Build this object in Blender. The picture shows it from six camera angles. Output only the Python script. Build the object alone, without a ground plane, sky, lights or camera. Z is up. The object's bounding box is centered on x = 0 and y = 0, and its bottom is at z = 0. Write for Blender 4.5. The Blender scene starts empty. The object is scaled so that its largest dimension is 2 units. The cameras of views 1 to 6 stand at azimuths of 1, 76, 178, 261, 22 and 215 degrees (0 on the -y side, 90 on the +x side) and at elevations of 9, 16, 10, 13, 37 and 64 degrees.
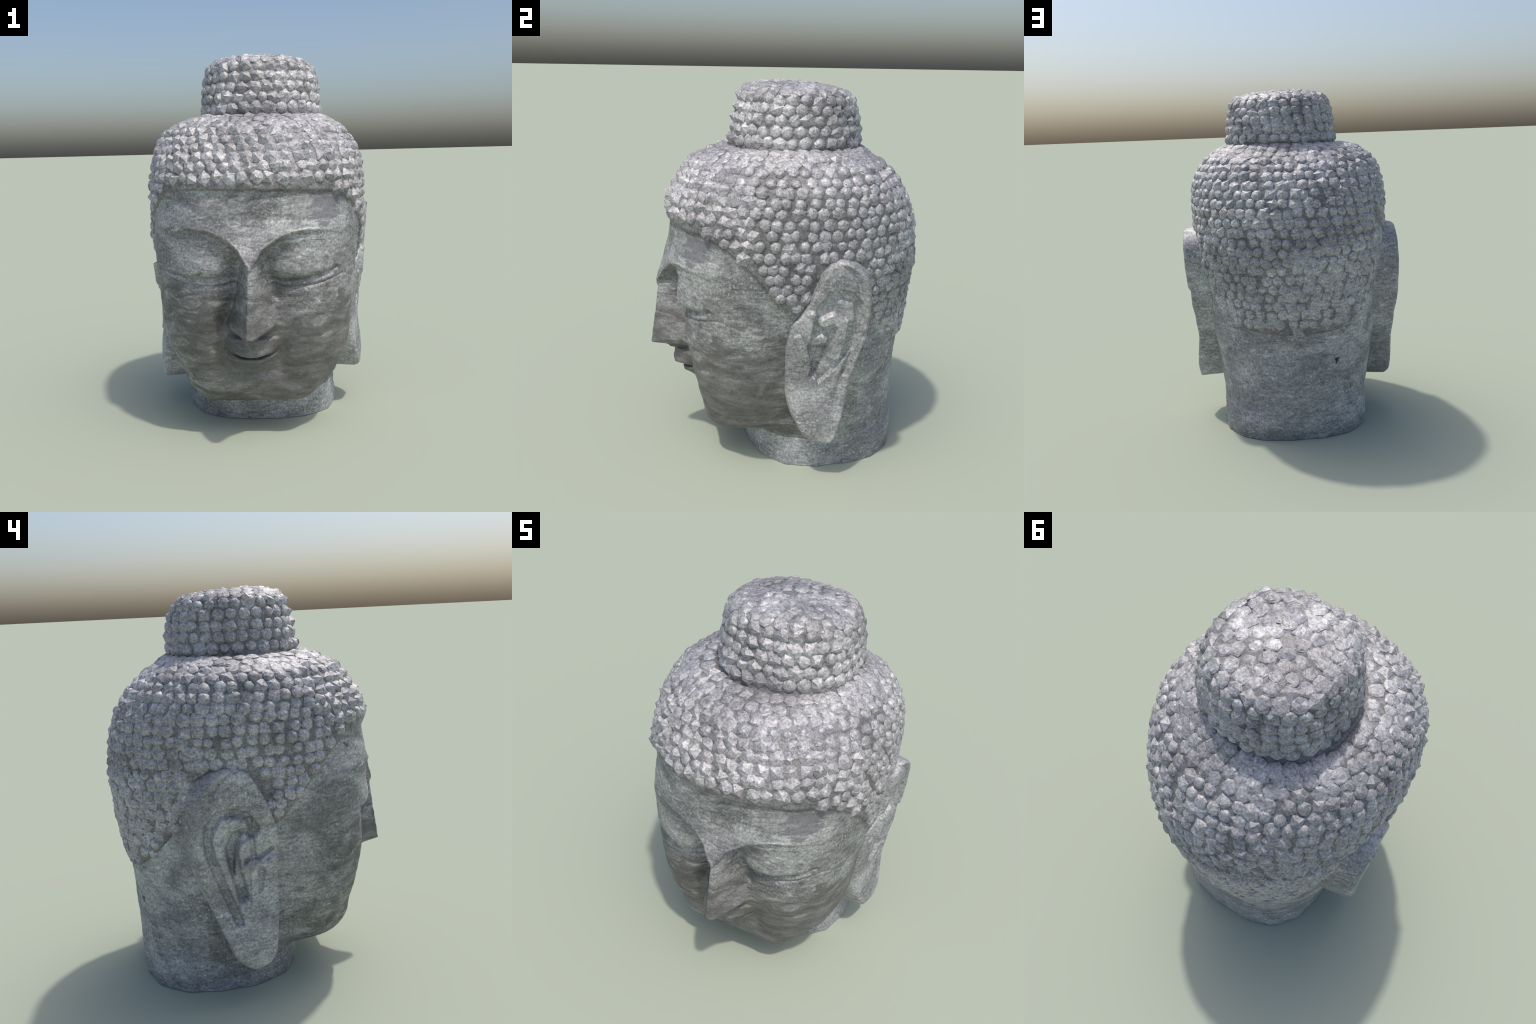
import bpy, math, random
import numpy as np
from mathutils import Vector

rng = np.random.default_rng(7)
random.seed(7)

# ------------------------------------------------------------------ helpers
def sstep(a, b, x):
    t = np.clip((x - a) / (b - a), 0, 1)
    return t * t * (3 - 2 * t)

def lin(a, b, x):
    return np.clip((x - a) / (b - a), 0, 1)

def pchip(xk, yk, x):
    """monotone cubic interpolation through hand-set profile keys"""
    xk = np.asarray(xk, float); yk = np.asarray(yk, float)
    h = np.diff(xk); d = np.diff(yk) / h
    m = np.zeros_like(yk)
    for i in range(1, len(xk) - 1):
        if d[i - 1] * d[i] > 0:
            w1 = 2 * h[i] + h[i - 1]; w2 = h[i] + 2 * h[i - 1]
            m[i] = (w1 + w2) / (w1 / d[i - 1] + w2 / d[i])
    m[0] = d[0]; m[-1] = d[-1]
    i = np.clip(np.searchsorted(xk, x) - 1, 0, len(xk) - 2)
    t = (x - xk[i]) / h[i]
    t = np.clip(t, 0, 1)
    return ((2*t**3 - 3*t**2 + 1) * yk[i] + (t**3 - 2*t**2 + t) * h[i] * m[i]
            + (-2*t**3 + 3*t**2) * yk[i+1] + (t**3 - t**2) * h[i] * m[i+1])

def vnoise(p, scale, seed=0):
    """smooth 3D value noise in -1..1"""
    q = p * scale + seed * 17.31
    i = np.floor(q).astype(np.int64); f = q - i
    f = f * f * (3 - 2 * f)
    def hsh(ix, iy, iz):
        n = (ix * 374761393 + iy * 668265263 + iz * 2147483647 + seed * 144269) & 0x7fffffff
        n = ((n ^ (n >> 13)) * 1274126177) & 0x7fffffff
        n = (n ^ (n >> 16)) & 0xffff
        return n / 32767.5 - 1.0
    r = 0
    for dx in (0, 1):
        for dy in (0, 1):
            for dz in (0, 1):
                w = (f[..., 0] if dx else 1 - f[..., 0]) * (f[..., 1] if dy else 1 - f[..., 1]) * (f[..., 2] if dz else 1 - f[..., 2])
                r = r + w * hsh(i[..., 0] + dx, i[..., 1] + dy, i[..., 2] + dz)
    return r

def seg_dist(px, pz, pts):
    """distance to a polyline and the position along it (0..1)"""
    best = np.full(px.shape, 9.0); along = np.zeros(px.shape)
    n = len(pts) - 1
    for k in range(n):
        (ax, az), (bx, bz) = pts[k], pts[k + 1]
        vx, vz = bx - ax, bz - az
        t = np.clip(((px - ax) * vx + (pz - az) * vz) / (vx * vx + vz * vz), 0, 1)
        d = np.hypot(px - ax - t * vx, pz - az - t * vz)
        m = d < best
        best = np.where(m, d, best); along = np.where(m, (k + t) / n, along)
    return best, along

def gauss(px, pz, cx, cz, rx, rz):
    return np.exp(-((px - cx) / rx) ** 2 - ((pz - cz) / rz) ** 2)

def make_mesh(name, verts, faces, normals=None, smooth=True):
    verts = np.asarray(verts, np.float32); faces = np.asarray(faces, np.int32)
    me = bpy.data.meshes.new(name)
    k = faces.shape[1]
    me.vertices.add(len(verts)); me.vertices.foreach_set("co", verts.ravel())
    me.loops.add(faces.size); me.loops.foreach_set("vertex_index", faces.ravel())
    me.polygons.add(len(faces))
    me.polygons.foreach_set("loop_start", np.arange(0, faces.size, k, dtype=np.int32))
    me.polygons.foreach_set("use_smooth", np.full(len(faces), smooth))
    me.update(calc_edges=True); me.validate()
    if normals is not None:
        me.normals_split_custom_set_from_vertices([tuple(n) for n in np.asarray(normals, float)])
    return me

def grid_normals(V, F):
    n = np.zeros_like(V)
    a, b, c, d = (V[F[:, i]] for i in range(4))
    fn = np.cross(c - a, d - b)
    for i in range(4):
        np.add.at(n, F[:, i], fn)
    return n / (np.linalg.norm(n, axis=1, keepdims=True) + 1e-12)

# ------------------------------------------------------------------ materials
def stone(name, light, dark, speck_amt=0.5, streak=0.5, tint=(0.2, 0.2, 0.22), pale=None, rough=0.72, pits=1.0, grain=1.0, mott=1.0, painted_shade=0.0):
    mat = bpy.data.materials.new(name); mat.use_nodes = True
    nt = mat.node_tree; N = nt.nodes; L = nt.links
    bs = N["Principled BSDF"]
    # all parts share the statue's own frame, so every texture runs on across part borders and curls
    geo = N.new("ShaderNodeNewGeometry")
    class tc: outputs = {"Object": geo.outputs["Position"]}
    def mapping(sc, rot=(0, 0, 0)):
        m = N.new("ShaderNodeMapping"); m.inputs["Scale"].default_value = sc; m.inputs["Rotation"].default_value = rot
        L.new(tc.outputs["Object"], m.inputs["Vector"]); return m
    def noise(sc, detail, rough_, mp=None, dist=0.0):
        n = N.new("ShaderNodeTexNoise"); n.inputs["Scale"].default_value = sc; n.inputs["Detail"].default_value = detail
        n.inputs["Roughness"].default_value = rough_; n.inputs["Distortion"].default_value = dist
        L.new((mp.outputs[0] if mp else tc.outputs["Object"]), n.inputs["Vector"]); return n
    def ramp(src, p0, p1, c0=0.0, c1=1.0):
        r = N.new("ShaderNodeMapRange"); r.inputs["From Min"].default_value = p0; r.inputs["From Max"].default_value = p1
        r.inputs["To Min"].default_value = c0; r.inputs["To Max"].default_value = c1; r.interpolation_type = 'SMOOTHSTEP'
        L.new(src, r.inputs["Value"]); return r.outputs[0]
    def mix(fac, a, b, mode='MIX'):
        m = N.new("ShaderNodeMix"); m.data_type = 'RGBA'; m.blend_type = mode
        if isinstance(fac, float): m.inputs[0].default_value = fac
        else: L.new(fac, m.inputs[0])
        for s, v in ((m.inputs[6], a), (m.inputs[7], b)):
            if isinstance(v, tuple): s.default_value = (*v, 1)
            else: L.new(v, s)
        return m.outputs[2]
    # broad dark patches, stretched sideways like rain-stained stone
    big = noise(3.2, 6, 0.6, mapping((1, 1, 1.5), (0.12, 0.2, 0)), 0.6)
    col = mix(ramp(big.outputs[0], 0.36, 0.66), dark, light)
    # warm/cool drift
    hue = noise(2.1, 3, 0.5)
    col = mix(ramp(hue.outputs[0], 0.45, 0.75, 0, 0.6), col, tint)
    # horizontal streaks
    st = noise(7, 8, 0.7, mapping((1, 1, 5.5), (0.06, 0.1, 0)), 0.8)
    m1 = N.new("ShaderNodeMath"); m1.operation = 'MULTIPLY'; m1.inputs[1].default_value = streak
    L.new(ramp(st.outputs[0], 0.52, 0.70), m1.inputs[0])
    col = mix(m1.outputs[0], col, tuple(c * 0.62 for c in dark))
    # pale lime blotches
    pl = noise(11, 9, 0.75, mapping((1, 1, 2.2)), 0.3)
    m2 = N.new("ShaderNodeMath"); m2.operation = 'MULTIPLY'; m2.inputs[1].default_value = speck_amt
    L.new(ramp(pl.outputs[0], 0.54, 0.70), m2.inputs[0])
    col = mix(m2.outputs[0], col, pale or tuple(min(1, c * 1.55) for c in light))
    # fine mottling
    fi = noise(85, 4, 0.8)
    col = mix(0.6 * mott, col, ramp_rgb(N, L, fi.outputs[0]), 'OVERLAY')
    md = noise(26, 7, 0.72, mapping((1, 1, 2.6), (0.1, 0.08, 0)), 0.4)
    col = mix(0.45 * mott, col, ramp_rgb(N, L, md.outputs[0]), 'OVERLAY')
    # thin pale scratches and drip lines
    sc_ = noise(9, 10, 0.8, mapping((1, 1, 6.0), (0.15, -0.1, 0.2)), 1.2)
    sm = N.new("ShaderNodeMath"); sm.operation = 'MULTIPLY'; sm.inputs[1].default_value = 0.55 * speck_amt
    L.new(ramp(sc_.outputs[0], 0.60, 0.66), sm.inputs[0])
    col = mix(sm.outputs[0], col, tuple(min(1, c * 1.35) for c in light))
    # crisp pale lichen specks in drifts
    sp = noise(75, 3, 0.65); sd = noise(4.5, 4, 0.6, mapping((1, 1, 1.8)))
    pm_ = N.new("ShaderNodeMath"); pm_.operation = 'MULTIPLY'
    L.new(ramp(sp.outputs[0], 0.57, 0.63), pm_.inputs[0]); L.new(ramp(sd.outputs[0], 0.45, 0.62, 0.0, 1.0 * speck_amt), pm_.inputs[1])
    col = mix(pm_.outputs[0], col, tuple(min(1, c * 1.45) for c in light))
    if painted_shade:
        # shade painted brown-grey into the lower front of the face, with ragged edges
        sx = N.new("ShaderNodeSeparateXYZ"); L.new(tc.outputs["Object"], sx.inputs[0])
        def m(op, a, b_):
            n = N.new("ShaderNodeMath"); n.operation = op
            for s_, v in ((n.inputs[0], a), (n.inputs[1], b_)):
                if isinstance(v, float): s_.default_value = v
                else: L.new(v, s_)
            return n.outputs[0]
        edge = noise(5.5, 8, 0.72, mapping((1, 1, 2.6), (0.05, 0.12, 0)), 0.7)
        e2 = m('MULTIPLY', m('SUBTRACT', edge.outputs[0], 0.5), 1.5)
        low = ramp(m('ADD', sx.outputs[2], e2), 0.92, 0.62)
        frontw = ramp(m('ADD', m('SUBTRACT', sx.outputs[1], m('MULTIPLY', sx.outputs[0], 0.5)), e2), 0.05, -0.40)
        col = mix(m('MULTIPLY', m('MULTIPLY', low, frontw), painted_shade), col, mix(ramp(edge.outputs[0], .4, .65), (0.13, 0.124, 0.117), (0.25, 0.245, 0.237)))
        # slate-dark scar on the temple side of the forehead
        dv = N.new("ShaderNodeVectorMath"); dv.operation = 'SUBTRACT'; dv.inputs[1].default_value = (0.36, -0.53, 1.205); L.new(tc.outputs["Object"], dv.inputs[0])
        ds = N.new("ShaderNodeVectorMath"); ds.operation = 'MULTIPLY'; ds.inputs[1].default_value = (8.5, 6.5, 15.0); L.new(dv.outputs[0], ds.inputs[0])
        dl_ = N.new("ShaderNodeVectorMath"); dl_.operation = 'LENGTH'; L.new(ds.outputs[0], dl_.inputs[0])
        scar = ramp(m('ADD', dl_.outputs["Value"], m('MULTIPLY', m('SUBTRACT', edge.outputs[0], 0.5), 5.0)), 1.0, 0.75)
        col = mix(m('MULTIPLY', scar, 0.7), col, (0.19, 0.19, 0.21))
    # dark pits
    vo = N.new("ShaderNodeTexVoronoi"); vo.inputs["Scale"].default_value = 62; vo.inputs["Randomness"].default_value = 1
    L.new(tc.outputs["Object"], vo.inputs["Vector"])
    pm = noise(6, 3, 0.6)
    m3 = N.new("ShaderNodeMath"); m3.operation = 'MULTIPLY'
    L.new(ramp(vo.outputs["Distance"], 0.24, 0.12), m3.inputs[0]); L.new(ramp(pm.outputs[0], 0.5, 0.62, 0, 0.7 * pits), m3.inputs[1])
    col = mix(m3.outputs[0], col, tuple(c * 0.45 for c in dark))
    L.new(col, bs.inputs["Base Color"])
    bs.inputs["Roughness"].default_value = rough; bs.inputs["Metallic"].default_value = 0.65   # polished, sky-reflecting sheen of the scan
    bs.inputs["Specular IOR Level"].default_value = 0.5
    # fine grain bump
    b1 = N.new("ShaderNodeBump"); b1.inputs["Strength"].default_value = 0.2 * grain; b1.inputs["Distance"].default_value = 0.006
    gr = noise(95, 6, 0.7); L.new(gr.outputs[0], b1.inputs["Height"])
    b2 = N.new("ShaderNodeBump"); b2.inputs["Strength"].default_value = 0.15 * grain; b2.inputs["Distance"].default_value = 0.012
    L.new(st.outputs[0], b2.inputs["Height"]); L.new(b1.outputs[0], b2.inputs["Normal"])
    L.new(b2.outputs[0], bs.inputs["Normal"])
    return mat

def ramp_rgb(N, L, src):
    r = N.new("ShaderNodeValToRGB")
    r.color_ramp.elements[0].position = 0.3; r.color_ramp.elements[0].color = (0.12, 0.12, 0.12, 1)
    r.color_ramp.elements[1].position = 0.7; r.color_ramp.elements[1].color = (0.88, 0.88, 0.88, 1)
    L.new(src, r.inputs[0]); return r.outputs[0]

M_FACE = stone("weathered_face_stone", (0.46, 0.468, 0.462), (0.22, 0.22, 0.22), 0.6, 0.75, (0.38, 0.37, 0.38), painted_shade=0.78, rough=0.7)
M_NECK = stone("neck_stone", (0.50, 0.507, 0.515), (0.26, 0.265, 0.275), 0.6, 0.55, (0.31, 0.315, 0.345), rough=0.7)
M_EAR = stone("ear_stone", (0.52, 0.527, 0.525), (0.30, 0.30, 0.305), 0.55, 0.5, (0.40, 0.395, 0.42), rough=0.7)
M_HAIR = stone("hair_stone", (0.54, 0.533, 0.54), (0.33, 0.325, 0.332), 0.3, 0.4, (0.45, 0.44, 0.465), rough=0.7, mott=1.1)
M_SCALP = stone("scalp_stone", (0.31, 0.303, 0.303), (0.20, 0.196, 0.196), 0.2, 0.2, (0.27, 0.265, 0.278), rough=0.7)  # darker than the curls: occlusion shadow of the gaps baked into the colour

# ------------------------------------------------------------------ body loft
# horizontal sections: z, x_left, x_right, y_front, y_back, y_of_widest, front exponent, back exponent
K = np.array([
 (0.000, -.430, .440, -.205, .615, .20, 2.6, 2.55),
 (0.060, -.433, .436, -.214, .622, .20, 2.6, 2.55),
 (0.135, -.434, .432, -.220, .626, .18, 2.4, 2.55),
 (0.152, -.435, .432, -.250, .627, .16, 2.5, 2.55),
 (0.164, -.436, .432, -.330, .628, .14, 2.80, 2.5),
 (0.180, -.438, .434, -.385, .628, .12, 3.10, 2.5),
 (0.205, -.442, .436, -.412, .629, .10, 3.30, 2.48),
 (0.250, -.454, .444, -.438, .630, .08, 3.40, 2.45),
 (0.370, -.484, .464, -.488, .632, .03, 3.40, 2.38),
 (0.500, -.512, .488, -.524, .637, .01, 3.30, 2.34),
 (0.600, -.530, 0.502, -.538, .644, .01, 3.20, 2.30),
 (0.750, -.547, 0.519, -.552, .668, .02, 3.05, 2.17),
 (0.900, -.560, 0.533, -.563, .690, .03, 2.95, 2.10),
 (1.000, -.568, 0.545, -.578, .698, .04, 2.85, 2.10),
 (1.080, -.568, .552, -.593, .700, .05, 2.70, 2.10),
 (1.200, -.572, .563, -.610, .690, .06, 2.52, 2.10),
 (1.290, -.574, .567, -.617, .680, .06, 2.38, 2.08),
 (1.400, -.566, .560, -.600, .640, .06, 2.25, 2.08),
 (1.500, -.544, .537, -.544, .578, .05, 2.18, 2.08),
 (1.580, -.498, .478, -.486, .494, .05, 2.12, 2.10),
 (1.626, -.438, .422, -.408, .424, .05, 2.12, 2.15),
 (1.650, -.372, .382, -.345, .392, .045, 2.15, 2.2),
 (1.662, -.316, .360, -.292, .372, .045, 2.2, 2.25),
 (1.682, -.296, .348, -.281, .362, .045, 2.25, 2.25),
 (1.760, -.287, .341, -.272, .360, .045, 2.25, 2.25),
 (1.850, -.274, .332, -.253, .345, .045, 2.25, 2.25),
 (1.920, -.256, .312, -.231, .318, .040, 2.25, 2.25),
 (1.948, -.236, .292, -.212, .298, .040, 2.25, 2.25),
 (1.970, -.175, .215, -.150, .225, .035, 2.3, 2.3),
 (1.980, -.085, .115, -.070, .120, .03, 2.2, 2.2),
 (1.983, -.006, .026, -.006, .026, .01, 2.0, 2.0),
])
NT = 720
XC = -0.037                                     # middle line of the face
chord = np.concatenate([[0], np.cumsum(np.sqrt(np.diff(K[:, 0])**2 + (0.6 * np.diff(K[:, 3]))**2 + (0.4 * np.diff(K[:, 2]))**2))])
S = np.arange(0, chord[-1], 0.0042)
S = np.append(S, chord[-1])
NR = len(S)
P = np.stack([pchip(chord, K[:, i], S) for i in range(8)], 1)
alpha = np.arange(NT) / NT * 2 * np.pi          # 0 = +x, 90 deg = back, 270 deg = front
ca, sa = np.cos(alpha), np.sin(alpha)

def superellipse(p):
    z, xl, xr, yf, yb, yc, nf, nb = p
    cx = 0.5 * (xl + xr); w = 0.5 * (xr - xl)
    n = np.where(sa < 0, nf, nb); d = np.where(sa < 0, yc - yf, yb - yc)
    r = (np.abs(ca)**n + np.abs(sa)**n) ** (-1 / n)
    return cx + w * ca * r, yc + d * sa * r

X = np.zeros((NR, NT)); Y = X.copy(); Z = np.repeat(P[:, :1], NT, 1)
for i in range(NR):
    X[i], Y[i] = superellipse(P[i])

# roughly hewn many-sided foot of the neck
foot = np.radians([8, 28, 48, 63, 84, 108, 130, 152, 175, 198, 226, 245, 262, 281, 300, 322, 345])
def poly_factor():
    f = np.ones(NT); a = np.concatenate([foot, [foot[0] + 2 * np.pi]])
    for k in range(len(foot)):
        a0, a1 = a[k], a[k + 1]; half = (a1 - a0) / 2
        rel = (alpha - a0) % (2 * np.pi)
        m = rel < (a1 - a0)
        f = np.where(m, np.cos(half) / np.cos(rel - half) * 1.008, f)
    return f
pf = poly_factor()
wfoot = (1 - sstep(0.02, 0.42, Z)) * np.where(sa < -0.2, 1 - sstep(.12, .17, Z), 1)
fac = 1 + (pf[None, :] - 1) * wfoot
X = X * fac; Y = 0.2 + (Y - 0.2) * fac

# the jaw line climbs toward the ears
climb = 0.095 * sstep(.24, .43, np.abs(X - XC)) * sstep(.20, -.02, Y) * sstep(.10, .155, Z) * (1 - sstep(.20, .48, Z))
Z = Z + climb
# the face is turned a little to one side, and the crown slopes back
Y = Y + np.where(X < XC, 0.065 * np.clip(X - XC, -.40, 0), -0.05 * np.clip(X - XC, 0, .34)) * sstep(.10, -.30, Y) * sstep(.14, .22, Z) * (1 - sstep(1.1, 1.28, Z))
Z = Z - sstep(1.78, 1.95, Z) * (0.030 * Y + 0.018 * X)
# ------------------------------------------------------------------ hairline
FL = [(-.70, 1.285), (0.0, 1.285)]
def hair_z(x, y):
    """height of the hairline around the head, as a function of depth y (sideburn) and side"""
    right = x > 0
    zr = np.interp(y, [-.60, -.50, -.43, -.33, -.24, -.17, -.12, -.09, -.05, .00, .06, .13, .22, .27, .30, .36, .44, .52, .58, .64],
                      [1.294, 1.278, 1.25, 1.165, 1.07, .98, .90, .875, .93, 1.03, 1.12, 1.175, 1.16, 1.05, .90, .83, .76, .70, .655, .635])
    zl = np.interp(y, [-.60, -.50, -.43, -.33, -.22, -.14, -.08, -.05, .00, .06, .14, .24, .33, .38, .42, .50, .56, .60, .64],
                      [1.302, 1.300, 1.290, 1.21, 1.11, 1.00, .925, .90, .96, 1.08, 1.17, 1.18, 1.12, 1.00, .88, .77, .70, .655, .635])
    return np.where(right, zr, zl)
HZ = hair_z(X, Y)
hair_above = Z - HZ                       # > 0 in the hair
hair_m = sstep(-0.006, 0.014, hair_above)

# ------------------------------------------------------------------ face relief (y offsets, negative = forward)
front = (Y < 0.0) & (sa[None, :] < 0)
x, z = X, Z
dY = np.zeros_like(X)
BROW_L = [(-.045, .925), (-.062, .950), (-.100, 1.015), (-.155, 1.067), (-.240, 1.107), (-.335, 1.117), (-.420, 1.100), (-.490, 1.060)]
BROW_R = [(-.030, .925), (-.014, .955), (.026, 1.018), (.093, 1.063), (.167, 1.096), (.241, 1.107), (.343, 1.098), (.420, 1.075), (.470, 1.05)]
bl = np.interp(x, [p[0] for p in BROW_L][::-1], [p[1] for p in BROW_L][::-1])
br = np.interp(x, [p[0] for p in BROW_R], [p[1] for p in BROW_R])
bz = np.where(x < XC, bl, br)
dl, al = seg_dist(x, z, BROW_L); dr, ar = seg_dist(x, z, BROW_R)
bd = np.where(x < XC, dl, dr); ba = np.where(x < XC, al, ar)
sgn = np.where(z > bz, 1, -1) * bd
soft = 0.007 + 0.040 * ba**1.5
upper = sstep(-1, 1, sgn / soft)                         # 1 above the brow line
gx = np.exp(-((x - XC) / 0.40)**2)
lift = np.interp(z, [.90, .957, 1.00, 1.08, 1.16, 1.27, 1.315], [-.112, -.108, -.086, -.042, -.008, .008, .0])
dY += upper * lift * (0.12 + 0.88 * gx)
dY += -0.010 * np.exp(-((sgn - 0.005) / 0.007)**2) * (1 - sstep(.55, .95, ba)) * (z > .9)
# sockets: hollow beside the nose root, under the brow
lower = 1 - upper
for ex, in_x in ((-.265, -.125), (.200, .062)):
    dY += lower * (0.010 * gauss(x, z, in_x, .965, .065, .075))
    dY += lower * (-0.010 * gauss(x, z, ex, 1.055, .17, .035))
    dY += -0.036 * gauss(x, z, ex, .945, .135, .072) - 0.010 * gauss(x, z, ex, .905, .13, .028)             # lid over the eyeball
# lid slits and lower lids
LID_L = [(-.445, .900), (-.36, .884), (-.270, .876), (-.18, .876), (-.105, .884)]
LID_R = [(.070, .870), (.12, .866), (.190, .866), (.28, .878), (.345, .893), (.395, .906)]
LOW_L = [(-.47, .862), (-.36, .842), (-.25, .830), (-.17, .832), (-.108, .846)]
LOW_R = [(.075, .842), (.13, .828), (.180, .822), (.28, .832), (.36, .850), (.42, .868)]
for up, lo in ((LID_L, LOW_L), (LID_R, LOW_R)):
    u_ = [p for p in up]; l_ = [p for p in lo]
    zu = np.interp(x, [p[0] for p in u_], [p[1] for p in u_]); zl_ = np.interp(x, [p[0] for p in l_], [p[1] for p in l_])
    x0, x1 = u_[0][0], u_[-1][0]
    inx = sstep(x0 - .015, x0 + .05, x) * (1 - sstep(x1 - .04, x1 + .012, x))
    # upper lid overhangs the slit
    dY += inx * 0.017 * lin(0.006, -0.006, z - zu) * (1 - sstep(0, .06, zu - z))
    du, _ = seg_dist(x, z, up); dl2, _ = seg_dist(x, z, lo)
    dY += 0.012 * np.exp(-(du / 0.007)**2)
    dY += 0.010 * np.exp(-((dl2) / 0.008)**2) - 0.004 * np.exp(-((z - zl_ - .014) / .010)**2) * inx
# cheeks, folds, chin
for cx_ in (-.29, .225):
    dY += -0.014 * gauss(x, z, cx_, .68, .13, .13)
dY += 0.012 * gauss(x, z, -.215, .58, .05, .09) + 0.012 * gauss(x, z, .145, .58, .05, .09)
dY += -0.012 * gauss(x, z, XC, .27, .10, .07)
dY += 0.018 * gauss(x, z, XC, .372, .12, .024)
# mouth: blocky upper lip, smaller lower lip, drawn-in corners
mx = x - (XC - .002)
up_edge = .552 - 0.10 * np.abs(mx)                       # top of the muzzle block
lip_z = .468 + 0.35 * mx**2 * 3
hw_u = .138
blk = np.clip(1.0 - (np.clip(np.abs(mx) - .025, 0, 1) / (hw_u - .025)), 0, 1)
m_u = lin(0, .014, up_edge + .03 - z) * lin(-.004, .008, z - lip_z)
ramp_u = 0.70 + 0.30 * lin(.56, .475, z)
dY += -0.090 * blk * m_u * ramp_u
dY += 0.006 * gauss(mx, z, 0, .525, .014, .03)
m_l = lin(0, .012, lip_z - .002 - z) * lin(.410 - .02 + .25 * np.abs(mx), .425 + .25 * np.abs(mx), z)
blk_l = np.clip(1.0 - np.clip(np.abs(mx) - .05, 0, 1) / .085, 0, 1)
dY += -0.044 * blk_l * m_l
dmouth, _ = seg_dist(mx, z, [(-.135, .492), (-.07, .474), (0, .468), (.07, .474), (.135, .492)])
dY += 0.010 * np.exp(-(dmouth / .010)**2)
for s_ in (-1, 1):
    dY += 0.016 * gauss(mx, z, s_ * .145, .485, .035, .05)
    dd, _ = seg_dist(mx, z, [(s_ * .10, .60), (s_ * .15, .56), (s_ * .175, .50)])
    dY += 0.005 * np.exp(-(dd / .02)**2)
# the hollow beside nose and mouth is deeper on one side, the other chin side fuller
dY += 0.046 * gauss(x, z, -.165, .63, .055, .085) + 0.024 * gauss(x, z, .11, .40, .05, .08) + 0.030 * gauss(x, z, -.17, .42, .06, .10)
for side_, pl_ in ((-1, [(-.105, .93), (-.118, .80), (-.150, .68)]), (1, [(.040, .93), (.066, .86), (.085, .79)])):
    dv_, _ = seg_dist(x, z, pl_)
    dY += lower * (0.042 if side_ < 0 else 0.024) * np.exp(-(dv_ / (.050 if side_ < 0 else .034))**2) * (x * side_ > XC * side_)
dY += -0.008 * gauss(x, z, .10, .28, .14, .09)
dY += -0.026 * gauss(x, z, -.29, .27, .11, .075) - 0.024 * gauss(x, z, .19, .23, .09, .05) + 0.020 * gauss(x, z, -.10, .30, .07, .06)
YF = Y + np.where(front, dY, 0) * sstep(-.02, -.12, Y)          # fades out before the side of the head
# nose: a flat-ridged wedge with cut planes
nxc = np.interp(z, [.58, .96], [-.047, -.036]); ndx = np.abs(x - nxc)
ridge = np.interp(z, [.575, .60, .85, .957, 1.02], [-.728, -.730, -.692, -.678, -.668])
w0 = np.interp(z, [.58, .96], [.017, .010])
wing = np.interp(z, [.56, .60, .635, .70, .78, .86, .93, .96], [.090, .112, .124, .114, .094, .076, .062, .050])
wing = wing * np.where(x > nxc, np.interp(z, [.66, .74], [1.20, 1.06]), np.interp(z, [.62, .69], [1.06, 0.82]))
t = np.clip((ndx - w0) / (wing - w0), 0, 1)
bulge = np.interp(z, [.60, .70, .80], [.28, .14, 0.0])
t = t - np.where(x > nxc, bulge, np.interp(z, [.60, .66], [.34, -.12])) * t * (1 - t) * 1.6
zbot = .568 + 0.42 * np.clip(ndx - .018, 0, 1)
under = lin(zbot - .012, zbot + .030, z)
nose_y = ridge + t * (YF - ridge)
inside = (ndx < wing) & (z < 1.0) & (z > .53) & front
blend_top = 1 - sstep(.93, .975, z)
ny = YF + (nose_y - YF) * under * np.where(z > .93, blend_top, 1)
YF = np.where(inside, np.minimum(YF, ny), YF)
Y = np.where(front, YF, Y)

# hair stands proud of the skin
V = np.stack([X, Y, Z], -1).reshape(-1, 3)
idx = np.arange(NR * NT).reshape(NR, NT)
a = idx[:-1]; b = np.roll(a, -1, 1); d_ = idx[1:]; c_ = np.roll(d_, -1, 1)
F = np.stack([a, b, c_, d_], -1).reshape(-1, 4)
Nn = grid_normals(V, F)
N_SMOOTH = Nn.reshape(NR, NT, 3).copy()          # before the hair step: curls stand on this
hm = hair_m.reshape(-1)
V = V + Nn * (hm * np.where(V[:, 2] > 1.66, 0.004, 0.012))[:, None]
# chisel marks and slow unevenness
skin = 1 - hm
amp = 0.0030 * vnoise(V, 9, 1) + 0.0018 * vnoise(V * np.array([1, 1, 2.2]), 22, 2) + 0.0008 * vnoise(V, 60, 3)
amp += hm * 0.004 * vnoise(V, 30, 5)
V = V + Nn * (amp * sstep(0.004, 0.03, V[:, 2]))[:, None]
# two small chips: a three-cornered hole in the nape, a slit on the forehead
cx_, cz_ = V[:, 0] + .227, V[:, 2] - .456
hole = (V[:, 1] > .4) & (cz_ < .018) & (cx_ < .013) & (cx_ > -.011 + (.018 - cz_) * -.05 - .0) & (cz_ > -.020 + (.013 - cx_) * 1.45)
slit = (V[:, 1] < -.3) & (np.abs(V[:, 0] + .453 + .3 * (V[:, 2] - 1.229)) < .005) & (np.abs(V[:, 2] - 1.229) < .012)
V = V - Nn * (hole * 0.05 + slit * 0.022)[:, None]
V[:, 2] = np.maximum(V[:, 2], 0)
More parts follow.
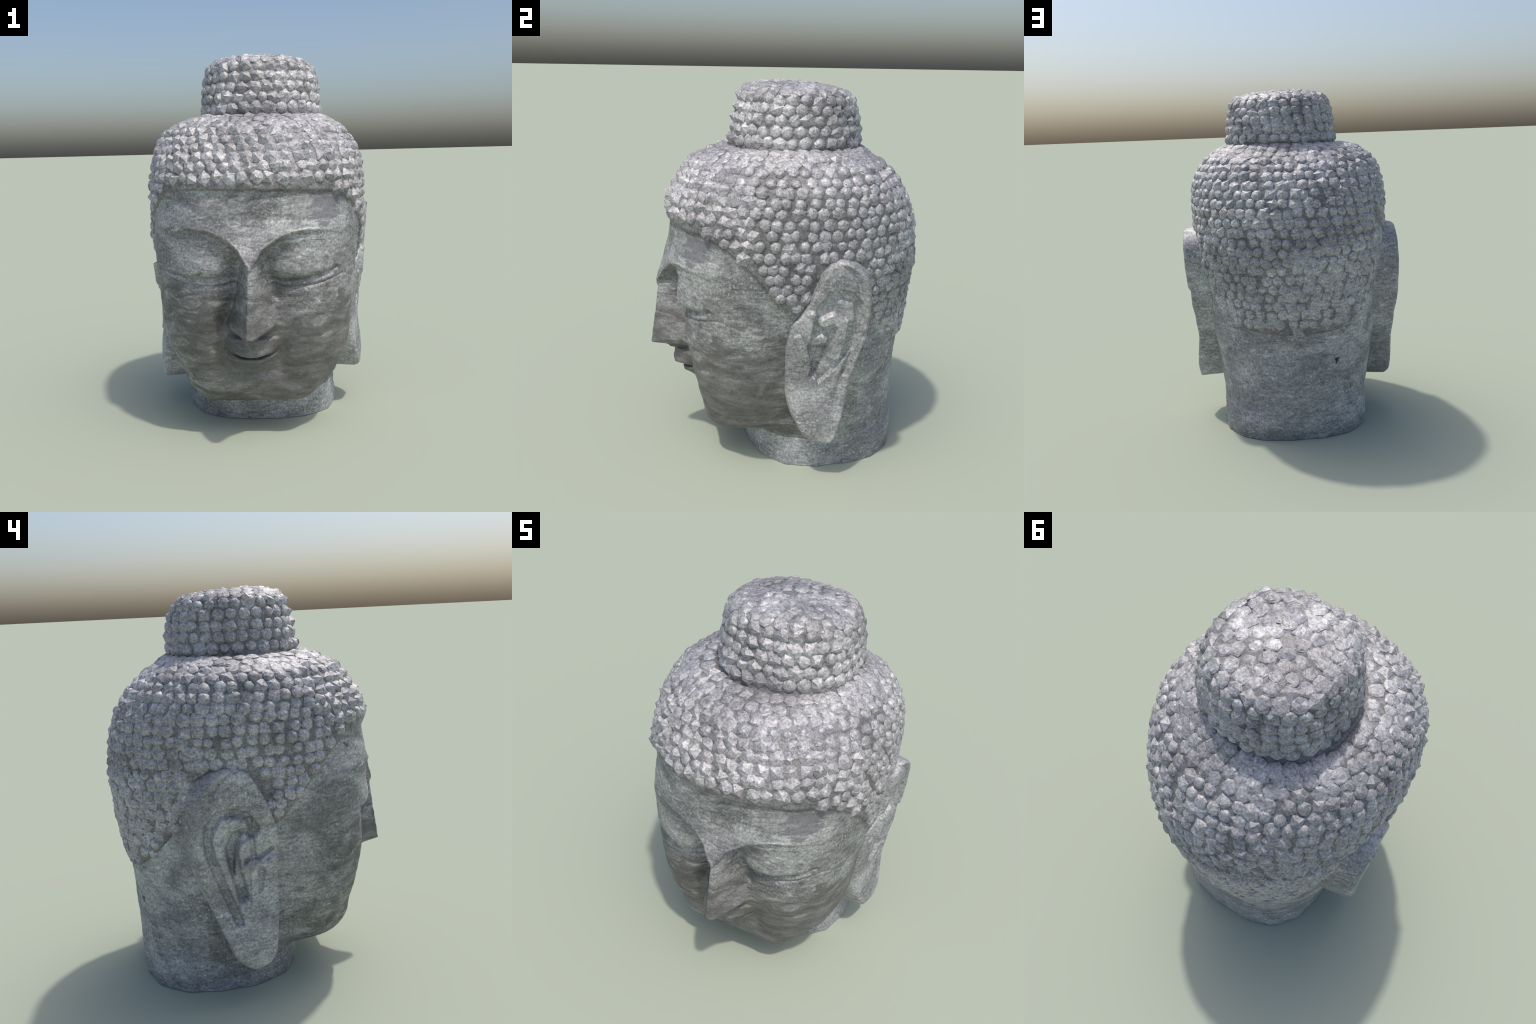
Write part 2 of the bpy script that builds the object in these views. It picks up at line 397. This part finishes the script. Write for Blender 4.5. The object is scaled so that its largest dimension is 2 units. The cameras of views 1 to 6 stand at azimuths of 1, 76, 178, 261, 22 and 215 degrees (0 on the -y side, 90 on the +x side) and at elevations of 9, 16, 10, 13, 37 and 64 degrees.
# closing caps: underside and crown
V = np.vstack([V, [[0.0, .2, 0.0]], [[V[idx[-1], 0].mean(), V[idx[-1], 1].mean(), 1.98]]])
cb, ct = NR * NT, NR * NT + 1
r0, r1 = idx[0], idx[-1]
capb = np.stack([np.roll(r0, -1), r0, np.full(NT, cb), np.full(NT, cb)], -1)[:, :3]
capt = np.stack([r1, np.roll(r1, -1), np.full(NT, ct)], -1)
Nn = grid_normals(V, F); Nn[ct] = (0, 0, 1); Nn[cb] = (0, 0, -1)
G = V[:NR * NT].reshape(NR, NT, 3); GN = Nn[:NR * NT].reshape(NR, NT, 3)

# ------------------------------------------------------------------ split the body into anatomical regions
fc = V[F].mean(1); fx, fy, fz = fc.T
q = F[:, 0]
ha = hair_above.reshape(-1)[q]
isfront = front.reshape(-1)[q]
reg = np.full(len(F), 0)                                        # face
reg[(ha < 0) & ((fz < .155) | (fy > .30))] = 1                  # neck
reg[ha >= 0] = 2                                                # scalp
reg[fz >= 1.664] = 3                                            # topknot
nin = inside.reshape(-1)[q] & (fz < .96) & (fz > .56) & (reg == 0)
reg[nin] = 4
mxf = fx - (XC - .002)
reg[(reg == 0) & isfront & (np.abs(mxf) < .128) & (fz > .405) & (fz < .548)] = 5
for ex, nm in ((-.27, 6), (.215, 7)):
    e = ((fx - ex) / .18)**2 + ((fz - .885) / .075)**2
    reg[(reg == 0) & isfront & (e < 1)] = nm

statue = bpy.data.objects.new("stone_head_statue", None)
bpy.context.scene.collection.objects.link(statue)
statue["label"] = "weathered grey stone head with closed eyes and curled hair"
statue["category"] = "stone statue"

def add(name, me, mat, parent=statue, **props):
    ob = bpy.data.objects.new(name, me); bpy.context.scene.collection.objects.link(ob)
    if mat and not me.materials: me.materials.append(mat)
    ob.parent = parent
    for k_, v_ in props.items(): ob[k_] = v_
    return ob

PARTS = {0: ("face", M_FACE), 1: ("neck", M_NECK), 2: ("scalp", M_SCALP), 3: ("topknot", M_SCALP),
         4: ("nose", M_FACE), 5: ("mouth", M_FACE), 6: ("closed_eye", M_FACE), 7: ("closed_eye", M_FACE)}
objs = {}
for r, (nm, mat) in PARTS.items():
    f = F[reg == r]
    tri = None
    if r == 1: tri = capb
    if r == 3: tri = capt
    allv = np.unique(np.concatenate([f.ravel()] + ([tri.ravel()] if tri is not None else [])))
    remap = np.full(len(V), -1); remap[allv] = np.arange(len(allv))
    f = remap[f]
    me = bpy.data.meshes.new(nm)
    fl = f.ravel(); starts = np.arange(0, fl.size, 4)
    if tri is not None:
        t_ = remap[tri].ravel(); starts = np.concatenate([starts, fl.size + np.arange(0, t_.size, 3)]); fl = np.concatenate([fl, t_])
    vv = V[allv].astype(np.float32)
    me.vertices.add(len(vv)); me.vertices.foreach_set("co", vv.ravel())
    me.loops.add(len(fl)); me.loops.foreach_set("vertex_index", fl.astype(np.int32))
    me.polygons.add(len(starts)); me.polygons.foreach_set("loop_start", starts.astype(np.int32))
    me.polygons.foreach_set("use_smooth", np.ones(len(starts), bool))
    me.update(calc_edges=True)
    me.normals_split_custom_set_from_vertices(Nn[allv].tolist())
    par = statue if r < 4 else objs[0]
    objs[r] = add(nm, me, mat, par)

# ------------------------------------------------------------------ ears
def ear(side, dy, rim_y, front_y, outer, relief, name="ear"):
    """long-lobed ear: outline by height, outer face as a relief, wall slanting back to the head"""
    NU, NV = 120, 300
    z0, z1 = outer[0][0], outer[-1][0]
    zk = [o[0] for o in outer]
    vv = np.linspace(0, 1, NV)
    zz = z0 + (z1 - z0) * (0.5 - 0.5 * np.cos(np.pi * vv))
    yf = pchip([p[0] for p in front_y], [p[1] for p in front_y], zz)
    yr = pchip([p[0] for p in rim_y], [p[1] for p in rim_y], zz)
    xo = pchip(zk, [o[1] for o in outer], zz); xi = pchip(zk, [o[2] for o in outer], zz)
    u = np.linspace(0, 1, NU)
    YY = yf[:, None] + (yr - yf)[:, None] * u[None, :]; ZZ = np.repeat(zz[:, None], NU, 1)
    # plane leaning out toward the rear rim
    XX = xi[:, None] + (xo - xi)[:, None] * (u[None, :] ** 0.7)
    XX = XX + relief(YY, ZZ, u[None, :] + 0 * YY)
    back_d = (1 - u)[None, :] * (yr - yf)[:, None]                      # rolled rim along the rear edge
    XX = XX + sstep(.42, .60, ZZ) * (0.006 * np.exp(-((back_d - .022) / .014)**2) - 0.010 * np.exp(-((back_d - .058) / .014)**2))
    pts = np.stack([XX, YY, ZZ], -1)
    pts[..., 0] += 0.0025 * vnoise(pts, 16, 11)
    e = np.minimum(np.minimum(u, 1 - u)[None, :] * (yr - yf)[:, None], np.minimum(zz - z0, z1 - zz)[:, None])
    XX2 = pts[..., 0] - 0.014 * (1 - lin(0, .016, e))**2
    pts[..., 0] = XX2
    grid = pts.reshape(-1, 3); id_ = np.arange(NU * NV).reshape(NV, NU)
    f = np.stack([id_[:-1, :-1], id_[:-1, 1:], id_[1:, 1:], id_[1:, :-1]], -1).reshape(-1, 4)
    loop = np.concatenate([id_[0, :-1], id_[:-1, -1], id_[-1, ::-1][:-1], id_[::-1, 0][:-1]])
    rings = [loop]; verts = [grid]; n = len(grid)
    base = grid[loop]; cz = 0.68; cy = base[:, 1].mean()
    for k in range(1, 9):
        tt = k / 8
        p = base.copy()
        head_x = np.interp(p[:, 2], [.2, .35, .5, .7, .9, 1.2], [.36, .36, .35, .34, .34, .36])
        p[:, 0] = base[:, 0] + (head_x - base[:, 0]) * tt
        rear = lin(0.0, .12, p[:, 1] - np.interp(p[:, 2], [.2, .6, 1.2], [.05, .08, .12]))
        p[:, 1] += tt * rear * np.interp(p[:, 2], [.2, .45, .7, 1.1], [0.0, .005, .07, .085]) * dy[1]
        p[:, 2] += tt * 0.05 * lin(1.0, 1.15, base[:, 2])
        p[:, 2] += tt * 0.015 * lin(.30, .22, base[:, 2])
        verts.append(p); rings.append(np.arange(n, n + len(p))); n += len(p)
    ff = [f]
    for k in range(8):
        a_, b_ = rings[k], rings[k + 1]
        ff.append(np.stack([a_, b_, np.roll(b_, -1), np.roll(a_, -1)], -1))
    vts = np.vstack(verts); fcs = np.vstack(ff)
    vts[:, 1] += dy[0]
    if side < 0:
        vts[:, 0] *= -1; fcs = fcs[:, ::-1]
    me = make_mesh(name, vts, fcs)
    for e_ in me.polygons: pass
    return add(name, me, M_EAR)

def ridge_fn(Y_, Z_, pts, w, h):
    d, _ = seg_dist(Y_, Z_, pts)
    return h * sstep(1.05, 0.45, d / w)

def relief_right(Y_, Z_, u):
    r = np.zeros_like(Y_)
    # sunken bowl inside the helix, narrowing to a V below
    cy = np.interp(Z_, [.56, .70, .90, 1.05], [.04, .075, .120, .12]); hw = np.interp(Z_, [.55, .62, .75, .90, .98, 1.04, 1.06], [.0, .05, .115, .130, .110, .06, 0])
    r -= 0.026 * sstep(1.04, 0.86, np.abs(Y_ - cy) / np.maximum(hw, 1e-3)) * (Z_ > .55) * (Z_ < 1.06)
    r += ridge_fn(Y_, Z_, [(.045, .885), (.085, .905), (.135, .87), (.128, .78), (.105, .70)], .036, .034)
    r += ridge_fn(Y_, Z_, [(.12, .985), (.165, .965), (.175, .90)], .026, .018)
    r += ridge_fn(Y_, Z_, [(-.015, .92), (-.03, .83), (.0, .785), (.045, .79)], .034, .022)
    r -= ridge_fn(Y_, Z_, [(.050, .750), (.038, .69), (.012, .60)], .026, .022)
    r += ridge_fn(Y_, Z_, [(-.075, .80), (-.04, .72), (-.03, .69)], .025, .012)
    r -= ridge_fn(Y_, Z_, [(.235, .82), (.20, .72), (.165, .61)], .022, .018)
    r += 0.012 * gauss(Y_, Z_, .08, .40, .10, .12)
    return r

def relief_left(Y_, Z_, u):
    r = np.zeros_like(Y_)
    # step down from the helix, the broad inner ridge, then the hollow of the ear
    r -= ridge_fn(Y_, Z_, [(-.01, .90), (.03, .965), (.09, .99), (.16, .985), (.205, .93), (.215, .86), (.200, .78), (.150, .62), (.085, .44)], .026, .022)
    r += ridge_fn(Y_, Z_, [(.06, .945), (.13, .945), (.172, .88), (.165, .78), (.118, .62), (.072, .47)], .036, .012)
    r -= ridge_fn(Y_, Z_, [(.01, .88), (.075, .875), (.108, .82), (.098, .74), (.075, .64), (.06, .56)], .034, .034)
    r += ridge_fn(Y_, Z_, [(.045, .865), (.068, .79), (.078, .69)], .026, .030)
    r -= ridge_fn(Y_, Z_, [(.012, .95), (.008, .86), (.0, .77)], .014, .014)
    r += ridge_fn(Y_, Z_, [(-.10, .725), (-.06, .700), (-.03, .720)], .032, .016)
    r -= ridge_fn(Y_, Z_, [(-.088, .785), (-.03, .750), (.02, .758), (.045, .735)], .014, .020)
    r += ridge_fn(Y_, Z_, [(.004, .71), (.002, .60), (.008, .50)], .024, .014)
    r -= ridge_fn(Y_, Z_, [(-.04, .69), (-.035, .64), (-.025, .58)], .016, .012)
    r += 0.010 * gauss(Y_, Z_, .05, .36, .10, .12)
    return r

# (z, y) of the rear rim and of the front edge; (z, x outer at rim, x at the front edge)
RIM = [(.225, .075), (.235, .110), (.30, .138), (.40, .165), (.50, .187), (.70, .230), (.85, .262), (.98, .268), (1.06, .262), (1.125, .232), (1.165, .185), (1.185, .145)]
FRT = [(.225, .030), (.24, -.005), (.30, -.050), (.38, -.085), (.52, -.118), (.72, -.125), (.85, -.105), (.93, -.05), (1.02, -.012), (1.10, .022), (1.165, .060), (1.185, .095)]
OUT = [(.225, .592, .555), (.30, .598, .548), (.40, .590, .525), (.50, .582, .505), (.62, .592, .510), (.75, .612, .524), (.88, .628, .545), (1.00, .634, .59), (1.10, .637, .612), (1.185, .635, .62)]
ear(1, (0.0, 1.0), RIM, FRT, OUT, relief_right)
RIM_L = [(.178, .005), (.188, .035), (.25, .105), (.36, .152), (.48, .197), (.60, .238), (.75, .270), (.88, .284), (.98, .278), (1.06, .258), (1.125, .215), (1.165, .165), (1.182, .125)]
FRT_L = [(.178, -.03), (.192, -.065), (.25, -.098), (.36, -.112), (.52, -.125), (.72, -.128), (.85, -.128), (.93, -.105), (1.02, -.07), (1.10, -.028), (1.165, .02), (1.182, .06)]
OUT_L = [(.178, .592, .560), (.27, .608, .556), (.40, .605, .540), (.50, .602, .528), (.62, .608, .532), (.75, .626, .545), (.88, .632, .572), (1.00, .633, .603), (1.10, .632, .618), (1.182, .630, .624)]
ear(-1, (0.068, 1.0), RIM_L, FRT_L, OUT_L, relief_left)

# ------------------------------------------------------------------ curls
def curl_mesh(kind, seed):
    """one curl, base radius 1, height 1: 'round' snail boss, 'cut' chipped pyramid, 'flat' worn disc"""
    r = random.Random(seed * 31 + len(kind) * 7 + ord(kind[0])); vs = []; fs = []
    def ring(n, rad, h, jit, ph=0.0, jh=0.0):
        s_ = len(vs)
        for i in range(n):
            a_ = 2 * math.pi * (i + ph) / n
            q_ = rad * (1 + r.uniform(-jit, jit))
            vs.append((q_ * math.cos(a_), q_ * math.sin(a_), h + r.uniform(-jh, jh)))
        return list(range(s_, s_ + n))
    def bridge(A, B):
        n = len(A)
        for i in range(n):
            fs.append((A[i], A[(i + 1) % n], B[(i + 1) % n])); fs.append((A[i], B[(i + 1) % n], B[i]))
    def cap(A, p):
        vs.append(p); k = len(vs) - 1
        for i in range(len(A)): fs.append((A[i], A[(i + 1) % len(A)], k))
    if kind == 'cut':
        n = r.choice((4, 4, 5, 5, 6))
        ph = r.choice((0.0, 0.5)) + r.uniform(-.15, .15)
        A = ring(n, 1.25, -1.0, 0.10, ph); B = ring(n, 0.98, 0.12, 0.16, ph, 0.12); bridge(A, B)
        if r.random() < 0.35:
            C = ring(n, 0.38, 0.85, 0.4, ph, 0.2); bridge(B, C); cap(C, (r.uniform(-.2, .2), r.uniform(-.2, .2), 1.0))
        else:
            cap(B, (r.uniform(-.25, .25), r.uniform(-.25, .25), 1.12))
    elif kind == 'round':
        n = r.choice((7, 8, 9))
        A = ring(n, 1.05, -1.2, 0.06); B = ring(n, 1.0, 0.10, 0.07, 0, .06); C = ring(n, 0.78, 0.62, 0.09, r.choice((0, .5)), .10)
        D = ring(n, 0.44, 0.86, 0.14, 0, .08)
        bridge(A, B); bridge(B, C); bridge(C, D); cap(D, (r.uniform(-.12, .12), r.uniform(-.12, .12), 0.98))
    else:
        n = 7
        A = ring(n, 1.0, -1.5, 0.08); B = ring(n, 0.95, 0.15, 0.10, 0, .10); C = ring(n, 0.66, 0.75, 0.15, 0, .25)
        bridge(A, B); bridge(B, C); cap(C, (r.uniform(-.2, .2), r.uniform(-.2, .2), 0.95))
    return np.array(vs), np.array(fs)

NVAR = 14
protos = {k_: [curl_mesh(k_, i) for i in range(NVAR)] for k_ in ('cut', 'round', 'flat')}
mesh_of = {}
def proto_mesh(kind, i):
    if (kind, i) not in mesh_of:
        v_, f_ = protos[kind][i]
        me = make_mesh("hair_curl", v_, f_, smooth=(kind == 'round' and i % 2 == 0))
        me.materials.append(M_HAIR); mesh_of[(kind, i)] = me
    return mesh_of[(kind, i)]

Sarc = S
zrow = P[:, 0]
curls = []
def ring_points(i, pitch, phase):
    g = G[i]; d = np.linalg.norm(np.roll(g, -1, 0) - g, axis=1); cum = np.concatenate([[0], np.cumsum(d)])
    n = max(1, round(cum[-1] / pitch))
    s_ = ((np.arange(n) + phase) / n) * cum[-1] % cum[-1]
    j = np.searchsorted(cum, s_, side='right') - 1
    return [int(k_) % NT for k_ in j]

# true arc length along the side and back profile gives the row spacing
prof = np.linalg.norm(np.diff(G, axis=0), axis=2).mean(1)
arc = np.concatenate([[0], np.cumsum(prof)])
i_start = int(np.argmin(np.abs(zrow - .655)))
ROW, PITCH = 0.0535, 0.0630
def at_z(z_): return float(np.interp(z_, zrow, arc))
runs = []
for lo, hi in ((.655, 1.6535), (1.712, 1.9815)):
    a0, a1 = at_z(lo), at_z(hi)
    runs += list(np.linspace(a0, a1, int(round((a1 - a0) / ROW)) + 1))
for row, sarc in enumerate(runs):
    i = int(np.argmin(np.abs(arc - sarc)))
    zc = zrow[i]
    for j in ring_points(i, PITCH, 0.5 * (row % 2) + rng.uniform(-.12, .12)):
        ii = int(np.clip(i + rng.normal(0, .7), 0, NR - 1)); jj = (j + int(rng.integers(-2, 3))) % NT
        p = G[ii, jj]; n = N_SMOOTH[ii, jj]
        h_ = p[2] - hair_z(np.array(p[0]), np.array(p[1]))
        if zc < 1.66 and h_ < (0.028 if p[1] < -.42 else 0.016): continue
        # skip what the ears cover
        if zc < 1.2 and abs(p[0]) > .3:
            ylo, yhi = ((-.02, .27) if p[0] > 0 else (.0, .36))
            if ylo < p[1] < yhi and p[2] < 1.17: continue
        curls.append((p, n, zc))
recs = []
for p, n, zc in curls:
    px, py, pz = p
    shelf = (1.55 < zc < 1.66); top = zc > 1.945
    if top or (shelf and n[2] > .75): kind = 'flat' if rng.random() < .75 else 'cut'
    elif zc > 1.66: kind = 'round' if (rng.random() < (.75 if abs(px) > .18 and py < .3 else .3)) else 'cut'
    elif py < -.30: kind = 'cut' if rng.random() < .85 else 'round'
    elif px > 0 and py < .42: kind = 'round' if rng.random() < .88 else 'cut'
    elif px < 0 and py < .25: kind = 'round' if rng.random() < .8 else 'cut'
    else: kind = 'cut' if rng.random() < (.45 if px > 0 else .7) else 'round'
    rad = {'cut': .0385, 'round': .0305, 'flat': .0375}[kind] * rng.uniform(.9, 1.1)
    hgt = {'cut': .018, 'round': .0150, 'flat': .008}[kind] * rng.uniform(.8, 1.2)
    if (py > .35 and zc < 1.05) or (px < -.4 and -.05 < py < .4 and zc < 1.3): hgt *= .6
    if py < -.2 and kind == 'cut': hgt *= 1.3
    if n[2] > .75: hgt *= .7 if kind == 'cut' else 1.0
    recs.append((rad * rad * (1.3 if kind != 'flat' else .6), kind, int(rng.integers(NVAR)), p, n, rad, hgt, rng.uniform(0, 2 * math.pi) if kind != 'cut' else rng.normal(0, .25)))

def frame(n, rot):
    n = n / np.linalg.norm(n); up = np.array([0, 0, 1.0]) if abs(n[2]) < .93 else np.array([0, 1.0, 0])
    t = np.cross(up, n); t /= np.linalg.norm(t); b = np.cross(n, t)
    c, s = math.cos(rot), math.sin(rot)
    return c * t + s * b, -s * t + c * b, n

from mathutils import Matrix
order = sorted(range(len(recs)), key=lambda k_: -recs[k_][0])
named = set(order[:300])
sv = []; sf = []; off = 0; ssm = []
for k_, (_, kind, vi, p, n, rad, hgt, rot) in enumerate(recs):
    t, b, nn = frame(n, rot)
    if k_ in named:
        ob = bpy.data.objects.new("hair_curl", proto_mesh(kind, vi))
        M = Matrix.Identity(4)
        for r_ in range(3):
            M[r_][0] = t[r_] * rad; M[r_][1] = b[r_] * rad; M[r_][2] = nn[r_] * hgt; M[r_][3] = p[r_]
        bpy.context.scene.collection.objects.link(ob)
        ob.parent = objs[3] if p[2] > 1.665 else objs[2]
        ob.matrix_local = M
    else:
        v_, f_ = protos[kind][vi]
        w = p + v_[:, :1] * t * rad + v_[:, 1:2] * b * rad + v_[:, 2:] * nn * hgt
        sv.append(w); sf.append(f_ + off); off += len(w); ssm += [kind == 'round' and vi % 2 == 0] * len(f_)
me = make_mesh("small_hair_curls", np.vstack(sv), np.vstack(sf))
if len(me.polygons) == len(ssm): me.polygons.foreach_set("use_smooth", ssm)
add("small_hair_curls", me, M_HAIR, objs[2], kind="stuff")
print("curls", len(recs), "rings", NR)
